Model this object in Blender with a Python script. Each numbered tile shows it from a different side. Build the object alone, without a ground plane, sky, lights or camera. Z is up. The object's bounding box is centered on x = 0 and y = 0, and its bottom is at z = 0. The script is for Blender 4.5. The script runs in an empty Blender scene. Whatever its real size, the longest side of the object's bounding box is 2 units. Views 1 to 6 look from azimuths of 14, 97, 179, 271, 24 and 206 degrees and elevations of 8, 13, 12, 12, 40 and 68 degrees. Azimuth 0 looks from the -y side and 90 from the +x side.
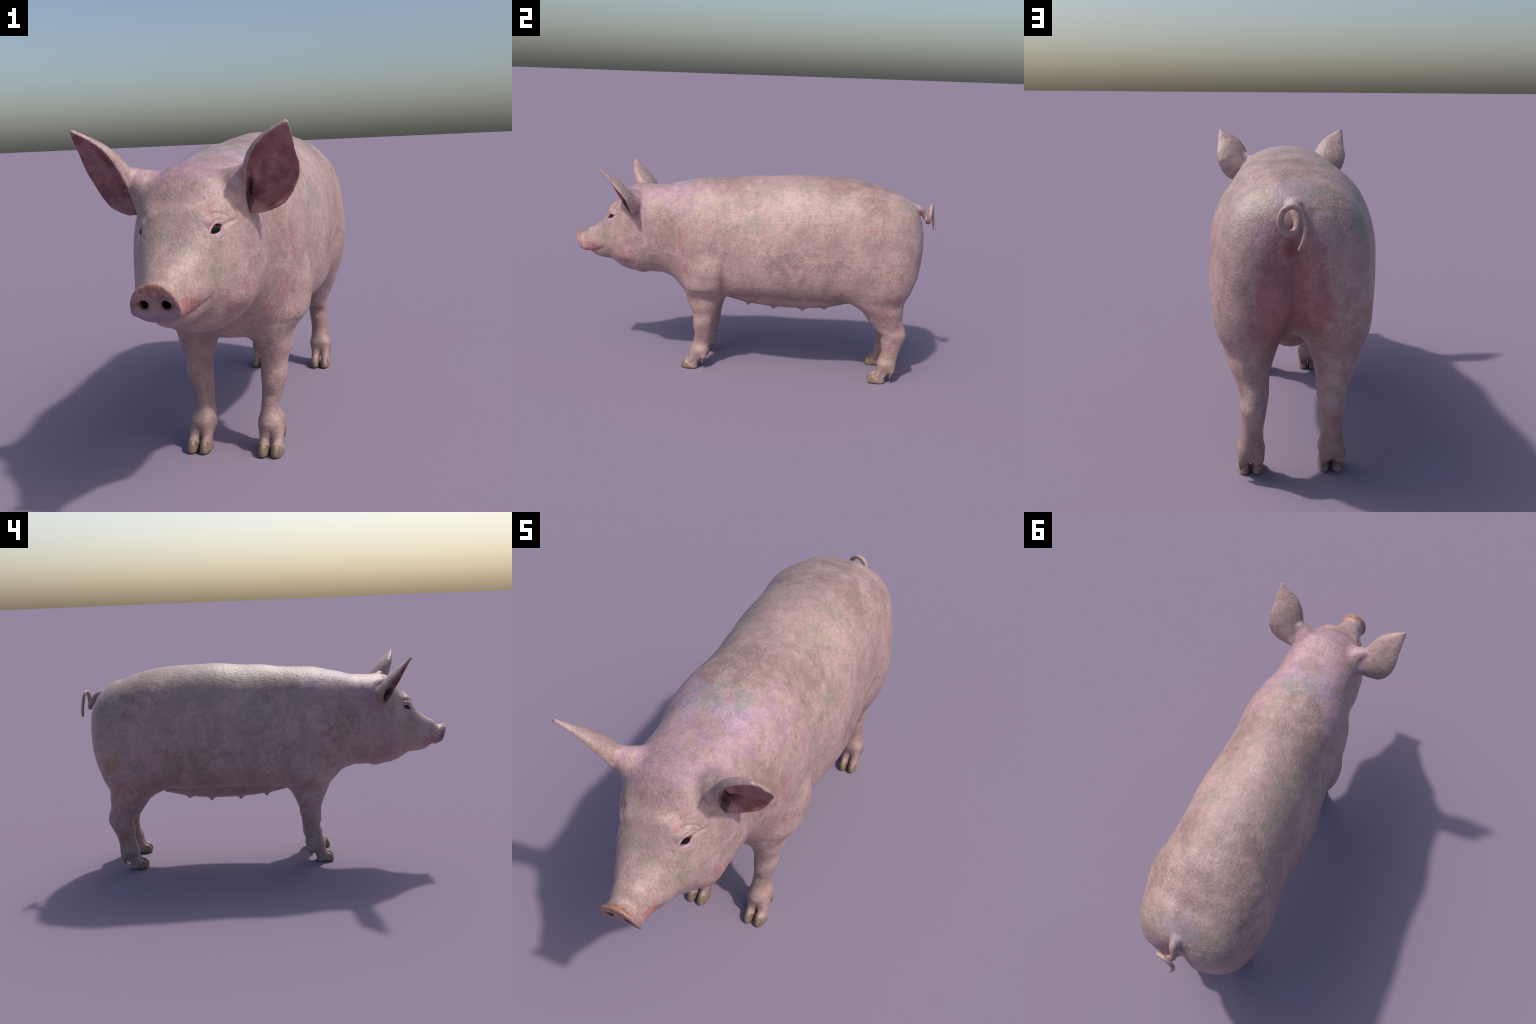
"""A standing domestic pig, modelled as one implicit skin surface (lofted trunk, head and limbs, smoothly joined),
then separated into anatomical parts.  All sizes in metres."""
import bpy, bmesh, math
from mathutils import Vector
from mathutils.bvhtree import BVHTree
import numpy as np

# ------------------------------------------------------------------ helpers
def curve(ts, vs, t):
    """smooth curve through control values vs at ts, sampled at t (clamped)"""
    ts = np.asarray(ts, float); vs = np.asarray(vs, float)
    t = np.clip(t, ts[0], ts[-1])
    if np.size(t) > 6000:            # many samples: go through a fine table
        u = np.linspace(ts[0], ts[-1], 3001)
        return np.interp(t, u, curve(ts, vs, u))
    i = np.clip(np.searchsorted(ts, t) - 1, 0, len(ts) - 2)
    h = np.diff(ts); d = np.diff(vs) / h
    m = np.empty_like(vs)
    m[0], m[-1] = d[0], d[-1]
    m[1:-1] = (d[:-1] * h[1:] + d[1:] * h[:-1]) / (h[1:] + h[:-1])
    u = (t - ts[i]) / h[i]
    u2, u3 = u * u, u * u * u
    return (vs[i] * (2*u3 - 3*u2 + 1) + m[i] * h[i] * (u3 - 2*u2 + u)
            + vs[i+1] * (3*u2 - 2*u3) + m[i+1] * h[i] * (u3 - u2))

def smin(a, b, k):
    h = np.clip(0.5 + 0.5 * (b - a) / k, 0, 1)
    return b + (a - b) * h - k * h * (1 - h)

def smax(a, b, k):
    return -smin(-a, -b, k)

def ellipsoid(p, c, r, n=2.0):
    q = [(p[:, i] - c[i]) for i in range(3)]
    d = np.sqrt(q[0]**2 + q[1]**2 + q[2]**2) + 1e-9
    rho = (np.abs(q[0]/r[0])**n + np.abs(q[1]/r[1])**n + np.abs(q[2]/r[2])**n)**(1/n) + 1e-9
    return d - d / rho

def capsule(p, a, b, ra, rb):
    a = np.asarray(a, float); b = np.asarray(b, float)
    ab = b - a
    t = np.clip(((p - a) @ ab) / (ab @ ab), 0, 1)
    return np.linalg.norm(p - a - t[:, None] * ab, axis=1) - (ra + (rb - ra) * t)

# ------------------------------------------------------- lofts along y and z
def trunk(p, S, cap0, cap1, pw=2.4, start=None):
    """loft along y.  S: rows y, ztop, zbottom, zwide, half width, top power, bottom power"""
    S = np.asarray(S, float)
    ys = S[:, 0]
    y = np.clip(p[:, 1], ys[0], ys[-1])
    zt, zb, zm, w, nt, nb = [curve(ys, S[:, j], y) for j in range(1, 7)]
    dz = p[:, 2] - zm
    up = dz > 0
    h = np.where(up, zt - zm, zm - zb)
    n = np.where(up, nt, nb)
    x = np.abs(p[:, 0])
    rho = ((x / w)**n + (np.abs(dz) / h)**n)**(1 / n)
    over = np.maximum((ys[0] - p[:, 1]) / cap0, (p[:, 1] - (ys[-1] if start is None else start)) / cap1)
    over = np.maximum(over, 0)
    rho = (rho**pw + over**pw)**(1 / pw) + 1e-9
    yc = y if start is None else np.minimum(y, start)
    d = np.sqrt(x**2 + dz**2 + (p[:, 1] - yc)**2) + 1e-9
    return d - d / rho

def limb(p, S, cap0, cap1, pw=2.0, skew=None):
    """loft along z.  S: rows z, xin, xout, yfront, yback, power; skew turns the section outwards at the front"""
    S = np.asarray(S, float)
    zs = S[:, 0]
    z = np.clip(p[:, 2], zs[0], zs[-1])
    xi, xo, yf, yb, n = [curve(zs, S[:, j], z) for j in range(1, 6)]
    dx = p[:, 0] - (xi + xo) / 2
    dy = p[:, 1] - (yf + yb) / 2
    if skew is not None:
        sk = np.asarray(skew, float)
        dx = dx + curve(sk[:, 0], sk[:, 1], z) * dy
    rho = ((np.abs(dx) / ((xo - xi) / 2))**n + (np.abs(dy) / ((yb - yf) / 2))**n)**(1 / n)
    over = np.maximum(np.maximum((zs[0] - p[:, 2]) / cap0, (p[:, 2] - zs[-1]) / cap1), 0)
    rho = (rho**pw + over**pw)**(1 / pw) + 1e-9
    d = np.sqrt(dx**2 + dy**2 + (p[:, 2] - z)**2) + 1e-9
    return d - d / rho

# ------------------------------------------------------------ control tables
TORSO = [
    (-0.620, 0.989, 0.537, 0.755, 0.169, 2.750, 2.193),
    (-0.550, 1.000, 0.522, 0.756, 0.186, 2.794, 2.198),
    (-0.480, 1.006, 0.508, 0.749, 0.193, 2.724, 2.208),
    (-0.420, 1.024, 0.485, 0.730, 0.206, 2.503, 2.219),
    (-0.350, 1.041, 0.419, 0.713, 0.236, 2.352, 2.231),
    (-0.280, 1.056, 0.402, 0.704, 0.249, 2.379, 2.212),
    (-0.200, 1.060, 0.403, 0.699, 0.254, 2.373, 2.296),
    (-0.100, 1.066, 0.419, 0.698, 0.249, 2.237, 3.300),
    (0.000, 1.078, 0.428, 0.696, 0.260, 1.982, 3.600),
    (0.120, 1.084, 0.430, 0.694, 0.278, 1.961, 3.600),
    (0.250, 1.095, 0.427, 0.706, 0.279, 2.076, 3.600),
    (0.380, 1.092, 0.427, 0.724, 0.268, 2.250, 3.600),
    (0.500, 1.086, 0.434, 0.735, 0.272, 2.287, 3.300),
    (0.600, 1.075, 0.450, 0.740, 0.287, 2.280, 2.394),
    (0.700, 1.051, 0.492, 0.741, 0.275, 2.253, 2.196),
    (0.760, 1.029, 0.510, 0.738, 0.254, 2.500, 2.195),
    (0.800, 1.024, 0.520, 0.738, 0.250, 2.500, 2.195),
    (0.860, 1.006, 0.530, 0.738, 0.248, 2.500, 2.195),
    (0.945, 0.994, 0.530, 0.738, 0.246, 2.500, 2.195),
]
HEAD = [
    (-0.970, 0.722, 0.621, 0.644, 0.071, 2.061, 2.985),
    (-0.955, 0.715, 0.607, 0.644, 0.062, 2.059, 2.792),
    (-0.938, 0.718, 0.608, 0.644, 0.062, 2.065, 2.445),
    (-0.915, 0.742, 0.596, 0.655, 0.063, 2.426, 2.242),
    (-0.880, 0.767, 0.581, 0.674, 0.075, 2.489, 2.077),
    (-0.840, 0.799, 0.574, 0.688, 0.096, 2.565, 2.042),
    (-0.810, 0.844, 0.572, 0.696, 0.110, 2.626, 2.023),
    (-0.785, 0.889, 0.567, 0.698, 0.121, 2.605, 1.996),
    (-0.750, 0.911, 0.543, 0.694, 0.136, 2.492, 1.983),
    (-0.700, 0.977, 0.521, 0.698, 0.167, 2.409, 1.985),
    (-0.650, 1.001, 0.512, 0.696, 0.171, 2.399, 2.051),
    (-0.600, 0.998, 0.504, 0.700, 0.179, 2.470, 2.136),
    (-0.560, 0.985, 0.519, 0.719, 0.184, 2.590, 2.211),
]
FORELEG = [
    (0.100, 0.082, 0.158, -0.314, -0.205, 2.200),
    (0.150, 0.086, 0.150, -0.294, -0.203, 2.100),
    (0.200, 0.089, 0.162, -0.287, -0.189, 2.100),
    (0.255, 0.088, 0.179, -0.292, -0.185, 2.100),
    (0.315, 0.087, 0.183, -0.295, -0.171, 2.100),
    (0.360, 0.075, 0.198, -0.310, -0.153, 2.100),
    (0.420, 0.058, 0.209, -0.333, -0.126, 2.250),
    (0.480, 0.047, 0.254, -0.330, -0.110, 2.500),
    (0.560, 0.032, 0.267, -0.300, -0.100, 2.500),
]
HINDLEG = [
    (0.110, 0.102, 0.188, 0.733, 0.834, 2.200),
    (0.175, 0.105, 0.177, 0.752, 0.849, 2.100),
    (0.225, 0.099, 0.177, 0.745, 0.867, 2.100),
    (0.265, 0.093, 0.183, 0.744, 0.878, 2.100),
    (0.300, 0.086, 0.184, 0.704, 0.872, 1.920),
    (0.350, 0.083, 0.202, 0.667, 0.854, 1.920),
    (0.400, 0.071, 0.225, 0.627, 0.855, 1.920),
    (0.450, 0.050, 0.242, 0.547, 0.858, 1.920),
    (0.500, 0.030, 0.263, 0.512, 0.881, 2.100),
    (0.580, -0.003, 0.277, 0.485, 0.906, 2.100),
    (0.680, 0.002, 0.269, 0.480, 0.898, 2.100),
    (0.760, 0.011, 0.240, 0.512, 0.902, 2.100),
]
SWAY = [
    (-1.000, 0.000),
    (-0.500, 0.001),
    (0.000, -0.003),
    (0.500, -0.007),
    (0.900, -0.017),
]   # y, sideways shift
STEP = [
    (0.050, 0.014, -0.015),
    (0.200, 0.011, -0.017),
    (0.300, 0.010, -0.003),
    (0.450, 0.006, -0.007),
    (0.800, 0.020, -0.015),
]  # right hind leg: z, dx, dy
THIGH_TURN = [(0.10, 0.06), (0.20, 0.15), (0.30, 0.33), (0.42, 0.38), (0.52, 0.18), (0.62, 0.0), (0.76, 0.0)]   # z, skew
BLEND = dict(head=0.035, fore=0.05, hind=0.06)
CAPS = dict(torso=(0.05, 0.180), head=(0.012, 0.1), fore=(0.046, 0.12), hind=(0.046, 0.20))

UDDER = [  # y, ztop, zbottom, zwide, half width, power above, power below
    (-0.12, 0.52, 0.394, 0.45, 0.100, 2.0, 2.2),
    (-0.04, 0.52, 0.376, 0.45, 0.118, 2.0, 2.3),
    ( 0.06, 0.52, 0.363, 0.45, 0.128, 2.0, 2.4),
    ( 0.20, 0.52, 0.356, 0.45, 0.134, 2.0, 2.5),
    ( 0.34, 0.52, 0.359, 0.45, 0.128, 2.0, 2.4),
    ( 0.46, 0.52, 0.371, 0.45, 0.108, 2.0, 2.2),
    ( 0.54, 0.52, 0.388, 0.45, 0.078, 2.0, 2.0),
]
TEATS = [(0.000, 0.357, 0.014), (0.144, 0.343, 0.018), (0.306, 0.342, 0.018), (0.428, 0.360, 0.014)]  # y, tip z, radius
TEAT_X = 0.060

MOUTH = [(-0.99, 0.600), (-0.935, 0.607), (-0.915, 0.616), (-0.883, 0.629), (-0.855, 0.641), (-0.835, 0.650), (-0.815, 0.652), (-0.78, 0.640)]   # y, z of the lip line

# creases pressed into (depth > 0) or ridges raised on (depth < 0) the skin: points, depth, width
CREASES = {
    'elbow_back':   ([(0.15, -0.115, 0.43), (0.22, -0.105, 0.50), (0.245, -0.100, 0.58), (0.25, -0.100, 0.70)], 0.016, 0.026),
    'elbow_fold':   ([(0.13, -0.37, 0.455), (0.22, -0.30, 0.465), (0.25, -0.23, 0.458), (0.23, -0.15, 0.475)], 0.003, 0.012),
    'shoulder_front': ([(0.17, -0.40, 0.52), (0.215, -0.395, 0.62), (0.22, -0.40, 0.74), (0.21, -0.41, 0.84)], 0.004, 0.030),
    'flank':        ([(0.22, 0.455, 0.44), (0.262, 0.475, 0.52), (0.275, 0.50, 0.60), (0.285, 0.53, 0.68)], 0.017, 0.050),
    'udder_line':   ([(0.16, -0.10, 0.445), (0.185, 0.05, 0.435), (0.19, 0.22, 0.435), (0.18, 0.38, 0.44), (0.14, 0.50, 0.45)], 0.006, 0.012),
    'jowl_back':    ([(0.10, -0.50, 0.50), (0.165, -0.50, 0.56), (0.185, -0.51, 0.64)], 0.008, 0.020),
    'ear_fold':     ([(0.165, -0.575, 0.87), (0.185, -0.575, 0.80), (0.187, -0.57, 0.73), (0.18, -0.565, 0.66)], 0.0055, 0.008),
    'ear_fold_rear': ([(0.185, -0.555, 0.85), (0.19, -0.55, 0.78), (0.19, -0.548, 0.70)], 0.0045, 0.007),
    'mouth_corner': ([(0.100, -0.822, 0.652), (0.108, -0.805, 0.656)], 0.0035, 0.006),
    'snout_back':   ([(0.0, -0.962, 0.722), (0.035, -0.955, 0.712), (0.062, -0.945, 0.685), (0.068, -0.938, 0.655), (0.06, -0.93, 0.625)], 0.005, 0.008),
    'brow_fold':    ([(0.080, -0.785, 0.845), (0.088, -0.766, 0.862), (0.102, -0.745, 0.870), (0.122, -0.728, 0.863), (0.137, -0.718, 0.848)], 0.0045, 0.0045),
    'eye_tail':     ([(0.117, -0.748, 0.835), (0.135, -0.720, 0.843), (0.149, -0.700, 0.849)], 0.0060, 0.0055),
    'tear_line':    ([(0.094, -0.790, 0.821), (0.087, -0.803, 0.811), (0.083, -0.812, 0.803)], 0.0030, 0.0035),
    'hock':         ([(0.190, 0.85, 0.31), (0.195, 0.80, 0.29), (0.185, 0.77, 0.22)], 0.006, 0.014),
    'hip_dimple':   ([(0.045, 0.895, 0.955), (0.042, 0.92, 0.925), (0.036, 0.935, 0.89)], 0.007, 0.018),
    'cleft':        ([(0.0, 0.945, 0.86), (0.0, 0.94, 0.78), (0.0, 0.92, 0.70), (0.0, 0.90, 0.62), (0.0, 0.86, 0.54), (0.0, 0.81, 0.47), (0.0, 0.76, 0.43)], 0.036, 0.036),
    'crotch':       ([(0.0, 0.885, 0.58), (0.0, 0.845, 0.51), (0.0, 0.79, 0.46), (0.0, 0.72, 0.43)], 0.022, 0.030),
    'rib_edge':     ([(0.27, 0.02, 0.60), (0.275, 0.15, 0.56), (0.28, 0.32, 0.57)], -0.004, 0.05),
    'cheek':        ([(0.13, -0.76, 0.62), (0.165, -0.68, 0.62), (0.175, -0.62, 0.60)], -0.013, 0.040),
    'brow_ridge':   ([(0.030, -0.815, 0.862), (0.065, -0.805, 0.868), (0.095, -0.765, 0.885), (0.125, -0.715, 0.885)], -0.009, 0.022),
    'upper_lid':    ([(0.088, -0.797, 0.842), (0.104, -0.772, 0.853), (0.122, -0.742, 0.853)], -0.009, 0.013),
    'muzzle_side':  ([(0.070, -0.900, 0.665), (0.088, -0.850, 0.672), (0.105, -0.810, 0.690)], -0.008, 0.028),
    'knee':         ([(0.10, -0.285, 0.235), (0.15, -0.285, 0.235)], -0.004, 0.020),
    'vent_fold':    ([(0.016, 0.93, 0.85), (0.020, 0.935, 0.82), (0.012, 0.935, 0.79)], 0.005, 0.008),
    'knee_fold':    ([(0.09, -0.28, 0.190), (0.16, -0.28, 0.195)], 0.003, 0.012),
}

def polyline_dist(p, pts):
    """distance to a polyline and position along it (0..1)"""
    pts = np.asarray(pts, float)
    seg = np.linalg.norm(np.diff(pts, axis=0), axis=1)
    run = np.r_[0, np.cumsum(seg)]
    best = np.full(len(p), 9.0); along = np.zeros(len(p))
    for k, (a, b) in enumerate(zip(pts[:-1], pts[1:])):
        ab = b - a
        t = np.clip(((p - a) @ ab) / (ab @ ab), 0, 1)
        d = np.linalg.norm(p - a - t[:, None] * ab, axis=1)
        near = d < best
        best = np.where(near, d, best)
        along = np.where(near, (run[k] + t * seg[k]) / run[-1], along)
    return best, along

def pose(p):
    """undo the slight sway of the hindquarters; returns mirrored coordinates for trunk and hind leg"""
    sw = np.asarray(SWAY, float); st = np.asarray(STEP, float)
    q = p.copy()
    q[:, 0] -= curve(sw[:, 0], sw[:, 1], p[:, 1])
    right = q[:, 0] < 0
    q[:, 0] = np.abs(q[:, 0])
    g = q.copy()
    g[:, 0] += np.where(right, curve(st[:, 0], st[:, 1], q[:, 2]), 0)
    g[:, 1] -= np.where(right, curve(st[:, 0], st[:, 2], q[:, 2]), 0)
    return q, g

def lean_snout(q):
    h = q.copy()
    front = np.clip((-0.90 - h[:, 1]) / 0.08, 0, 1)
    dish = np.clip(1 - (h[:, 0] / 0.07)**2, -0.3, 1)
    h[:, 1] -= front * (0.45 * (0.675 - h[:, 2]) + 0.012 * dish - 0.011)
    return h

def f_head(q):
    return trunk(lean_snout(q), HEAD, *CAPS['head'], pw=3.0)

def body_core(p):
    q, g = pose(p)
    f = trunk(q, TORSO, *CAPS['torso'], pw=2.7, start=0.76)
    f = smin(f, f_head(q), BLEND['head'])
    f = smin(f, limb(q, FORELEG, *CAPS['fore']), BLEND['fore'])
    f = smin(f, limb(g, HINDLEG, *CAPS['hind'], skew=THIGH_TURN), BLEND['hind'])
    return f

# ------------------------------------------------------------------- feet
def toe(q, x, xm, y0, big):
    """one toe: q in leg coordinates, x at the hoof, xm at the knuckle, y0 = y of the hoof tip"""
    f = capsule(q, (xm, y0 + 0.085, 0.092), (x, y0 + 0.056, 0.042), 0.0225, 0.0192 * big)
    f = smin(f, ellipsoid(q, (x, y0 + 0.047, 0.009), (0.0215 * big, 0.047, 0.040), 2.1), 0.006)
    f = smin(f, capsule(q, (xm, y0 + 0.105, 0.084), (x, y0 + 0.076, 0.032), 0.0190, 0.0160 * big), 0.008)
    return smax(f, 0.001 - q[:, 2], 0.003)

def foot(q, xc, y0):
    out = toe(q, xc + 0.0225, xc + 0.0170, y0, 1.03)
    inn = toe(q, xc - 0.0225, xc - 0.0170, y0 - 0.001, 0.95)
    f = smin(out, inn, np.clip((q[:, 2] - 0.06) * 0.5, 0.0015, 0.012))
    # groove between the toes
    f = smax(f, -(capsule(q, (xc, y0 + 0.02, 0.0), (xc, y0 + 0.040, 0.080), 0.0035, 0.0025)), 0.005)
    f = smax(f, -(capsule(q, (xc, y0 + 0.03, 0.0), (xc, y0 + 0.11, 0.010), 0.0035, 0.0040)), 0.005)
    # knobs that carry the dewclaws
    for s in (-1, 1):
        f = smin(f, capsule(q, (xc + 0.020 * s, y0 + 0.124, 0.100), (xc + 0.030 * s, y0 + 0.127, 0.070), 0.013, 0.0130), 0.014)
    return f

FORE_FOOT = (0.1265, -0.356)
HIND_FOOT = (0.1475, 0.686)

def hoof_cut(q, y0):
    """negative on the hoof side of the slanting hoof line"""
    return (q[:, 1] - (y0 + 0.036)) * 0.62 + (q[:, 2] - 0.028) * 0.78 - 0.0

# ------------------------------------------------------------------- face
EYE_N = np.array([0.72, -0.66, 0.16]); EYE_N /= np.linalg.norm(EYE_N)
EYE_W = np.array([0.029, 0.022, 0.0135]); EYE_W -= EYE_N * (EYE_W @ EYE_N); EYE_W /= np.linalg.norm(EYE_W)
EYE_H = np.cross(EYE_N, EYE_W)
if EYE_H[2] < 0: EYE_H = -EYE_H
EYE_R = 0.0260
EYE_FRONT = np.array([0.1090, -0.7685, 0.8285])
EYE_C = EYE_FRONT - EYE_R * EYE_N
NOSTRIL = np.array([0.0300, -0.965, 0.660])

def eye_area(f, q):
    near = np.linalg.norm(q - EYE_C, axis=1) < 0.07
    if not near.any(): return f
    p = q[near]; g = f[near]
    d = p - EYE_C
    w, h, o = d @ EYE_W, d @ EYE_H, d @ EYE_N
    r = np.linalg.norm(d, axis=1)
    g = smin(g, r - (EYE_R + 0.0020), 0.012)
    # fuller upper lid
    for wa, wb, hh, rr in ((-0.012, 0.014, 0.0200, 0.0085), (-0.014, 0.012, -0.0165, 0.0050)):
        g = smin(g, capsule(p, EYE_C + 0.0185*EYE_N + hh*EYE_H + wa*EYE_W, EYE_C + 0.0190*EYE_N + hh*EYE_H + wb*EYE_W, rr, rr), 0.008)
    a = np.clip(1 - (w / 0.0255)**2, -1, 1)
    up, dn = 0.0125 * a + 0.08 * w, -0.0100 * a + 0.08 * w
    slit = np.maximum(h - up, dn - h)
    slit = np.maximum(slit, -o)
    slit = np.maximum(slit, r - 0.044)
    g = smax(g, -slit, 0.0025)
    # deep fold over the upper lid
    fold = np.abs(r - 0.036) / 0.003
    g = g + 0.0035 * np.exp(-fold**2) * np.clip((h - 0.010) / 0.008, 0, 1) * np.clip((o + 0.004) / 0.01, 0, 1)
    f = f.copy(); f[near] = g
    return f

def nostrils(f, q):
    near = np.linalg.norm(q - NOSTRIL, axis=1) < 0.06
    if not near.any(): return f
    p = q[near]; g = f[near]
    hole = capsule(p, NOSTRIL + (0.000, -0.020, 0.004), NOSTRIL + (-0.004, 0.035, 0.004), 0.0108, 0.009)
    hole = smin(hole, ellipsoid(p, NOSTRIL + (0.005, -0.014, -0.003), (0.0140, 0.010, 0.0115)), 0.008)
    g = smax(g, -hole, 0.009)
    f = f.copy(); f[near] = g
    return f

def creases(f, q):
    f = f.copy()
    # the lower jaw sits behind the overhanging upper lip
    y, z = q[:, 1], q[:, 2]
    jaw = (y < -0.76) & (z < 0.70) & (y > -0.975)
    yy = y[jaw]
    dz = z[jaw] - curve([a for a, _ in MOUTH], [b for _, b in MOUTH], yy)
    below = np.clip(0.5 - dz / 0.008, 0, 1); below = below * below * (3 - 2 * below)
    fade = np.clip((-0.795 - yy) / 0.04, 0, 1) * np.clip((yy + 0.948) / 0.02, 0, 1)
    f[jaw] += 0.0065 * below * np.exp(-(np.minimum(dz, 0) / 0.030)**2) * fade
    for pts, depth, width in CREASES.values():
        a = np.array(pts)
        box = np.all((q > a.min(0) - 3*width) & (q < a.max(0) + 3*width), axis=1)
        if not box.any(): continue
        d, t = polyline_dist(q[box], a)
        ends = np.clip(np.minimum(t + (0.42 if a[0, 0] == 0 else 0), 1 - t) / 0.42, 0, 1)
        f[box] += depth * np.exp(-(d / width)**2) * ends * (2 - ends)
    return f

# -------------------------------------------------------------------- ears
EAR_FRONT = [(0.168, -0.640, 0.872), (0.167, -0.664, 0.905), (0.173, -0.690, 0.945), (0.183, -0.711, 0.983), (0.197, -0.727, 1.019),
             (0.217, -0.737, 1.049), (0.243, -0.744, 1.072), (0.272, -0.748, 1.090), (0.303, -0.752, 1.106)]
EAR_REAR = [(0.172, -0.632, 0.866), (0.198, -0.622, 0.862), (0.222, -0.612, 0.868), (0.262, -0.606, 0.887), (0.289, -0.607, 0.918), (0.308, -0.616, 0.957),
            (0.316, -0.645, 0.998), (0.313, -0.685, 1.037), (0.313, -0.716, 1.074), (0.310, -0.750, 1.106)]
EAR_DEPTH = [(0.0, 0.060), (0.12, 0.066), (0.3, 0.062), (0.5, 0.046), (0.7, 0.028), (0.85, 0.014), (1.0, 0.004)]
EAR_THICK = [(0.0, 0.0075), (0.3, 0.0055), (0.7, 0.0042), (0.92, 0.0040), (1.0, 0.0046)]

def along(pts, n):
    pts = np.asarray(pts, float)
    t = np.r_[0, np.cumsum(np.linalg.norm(np.diff(pts, axis=0), axis=1))]; t /= t[-1]
    u = np.linspace(0, 1, n)
    return np.stack([curve(t, pts[:, k], u) for k in range(3)], 1)

def rim(pts, n):
    pts = np.asarray(pts, float)
    t = np.r_[0, np.cumsum(np.linalg.norm(np.diff(pts, axis=0), axis=1))]; t /= t[-1]
    u = np.linspace(0, 1, n)
    straight = np.stack([np.interp(u, t, pts[:, k]) for k in range(3)], 1)
    return 0.65 * straight + 0.35 * along(pts, n)

def ear_sheet(n=56, m=30):
    F, R = rim(EAR_FRONT, n), rim(EAR_REAR, n)
    s = np.linspace(0, 1, n)
    dep = curve([a for a, _ in EAR_DEPTH], [b for _, b in EAR_DEPTH], s)
    mid = (F + R) / 2
    T = np.gradient(mid, axis=0); T /= np.linalg.norm(T, axis=1)[:, None]
    C = R - F
    wid = np.linalg.norm(C, axis=1)
    N = np.cross(C, T); N /= np.linalg.norm(N, axis=1)[:, None] + 1e-9
    N *= np.sign(N @ np.array([-0.4, 0.8, 0.2]))[:, None]
    for _ in range(6):
        N[1:-1] = (N[:-2] + N[1:-1] + N[2:]) / 3
        N[0] = N[1]
    N /= np.linalg.norm(N, axis=1)[:, None]
    Ch = C / (wid[:, None] + 1e-9)
    bulge = np.minimum(0.25 * dep / 0.06, 0.3)[:, None]
    P1 = F + dep[:, None] * 1.33 * N - Ch * bulge * 0.055
    P2 = R - Ch * wid[:, None] * 0.30 + dep[:, None] * 1.10 * N
    u = np.linspace(0, 1, m)[None, :, None]
    G = ((1-u)**3 * F[:, None] + 3*(1-u)**2*u * P1[:, None] + 3*(1-u)*u*u * P2[:, None] + u**3 * R[:, None])
    th = curve([a for a, _ in EAR_THICK], [b for _, b in EAR_THICK], s)
    uu = np.linspace(0, 1, m)
    edge = 1 - 0.30 * np.abs(2*uu - 1)**4
    L = np.cross(np.gradient(G, axis=0), np.gradient(G, axis=1))
    L /= np.linalg.norm(L, axis=2)[:, :, None] + 1e-12
    L *= np.sign((L[:, m // 2] * N).sum(1))[:, None, None]
    return G, th[:, None] * edge[None, :], mid, L

EAR_G, EAR_T, EAR_MID, EAR_NRM = ear_sheet()

def ear_fill():
    """the ear is fleshy: its hollow face lies well in front of its back, but for the pit at the root"""
    n, m, _ = EAR_G.shape
    s = np.linspace(0, 1, n)[:, None]; u = np.linspace(0, 1, m)[None, :]
    along_s = curve([0, 0.1, 0.3, 0.5, 0.75, 1.0], [0.018, 0.022, 0.024, 0.018, 0.008, 0.0], s[:, 0])[:, None]
    across = np.clip(1 - np.abs(2 * u - 1)**2.5, 0, 1)
    pit = np.exp(-((s - 0.16) / 0.16)**2 - ((u - 0.33) / 0.15)**2)
    ripple = 1 + 0.35 * np.sin(9 * s + 5 * u) * np.sin(11 * u + 1) + 0.22 * np.sin(17 * s - 9 * u)
    return along_s * across * (1 - 0.95 * pit) * ripple

EAR_FILL = ear_fill()

def make_ear_tree():
    n, m, _ = EAR_G.shape
    quads = [(i*m + j, i*m + j + 1, (i+1)*m + j + 1, (i+1)*m + j) for i in range(n-1) for j in range(m-1)]
    tris = [t for a, b, c, d in quads for t in ((a, b, c), (a, c, d))]
    return BVHTree.FromPolygons([Vector(v) for v in EAR_G.reshape(-1, 3)], tris)

EAR_TREE = make_ear_tree()

def ear_field(q):
    """distance to the ear, and which side of the sheet (1 = hollow inner side)"""
    f = np.full(len(q), 0.5); inner = np.zeros(len(q), bool); sd = np.full(len(q), 0.5)
    n, m, _ = EAR_G.shape
    box = np.where((q[:, 0] > 0.05) & (q[:, 0] < 0.35) & (q[:, 1] > -0.80) & (q[:, 1] < -0.52) & (q[:, 2] > 0.80) & (q[:, 2] < 1.14))[0]
    T = EAR_T
    find = EAR_TREE.find_nearest
    for k in box:
        loc, nor, idx, dist = find(q[k], 0.12)
        if loc is None: continue
        c = idx // 2
        i, j = divmod(c, m - 1)
        f[k] = dist - T[i, j]
        d = q[k] - np.array(loc)
        side = d @ EAR_NRM[i, j] < 0
        if side: f[k] -= EAR_FILL[i, j]
        f[k] = max(f[k], -0.012)
        inner[k] = side and f[k] < 0.030 and i < n - 3
        sd[k] = -dist if side and j > 0 else dist
    return f, inner, sd

def ear_base(q):
    f = ellipsoid(q, (0.128, -0.632, 0.922), (0.050, 0.054, 0.062))
    f = smin(f, capsule(q, (0.115, -0.642, 0.945), (0.165, -0.655, 0.975), 0.034, 0.024), 0.025)
    f = smin(f, capsule(q, (0.125, -0.635, 0.890), (0.150, -0.668, 0.945), 0.030, 0.024), 0.025)
    return smin(f, capsule(q, (0.135, -0.615, 0.900), (0.175, -0.612, 0.915), 0.040, 0.026), 0.03)

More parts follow.
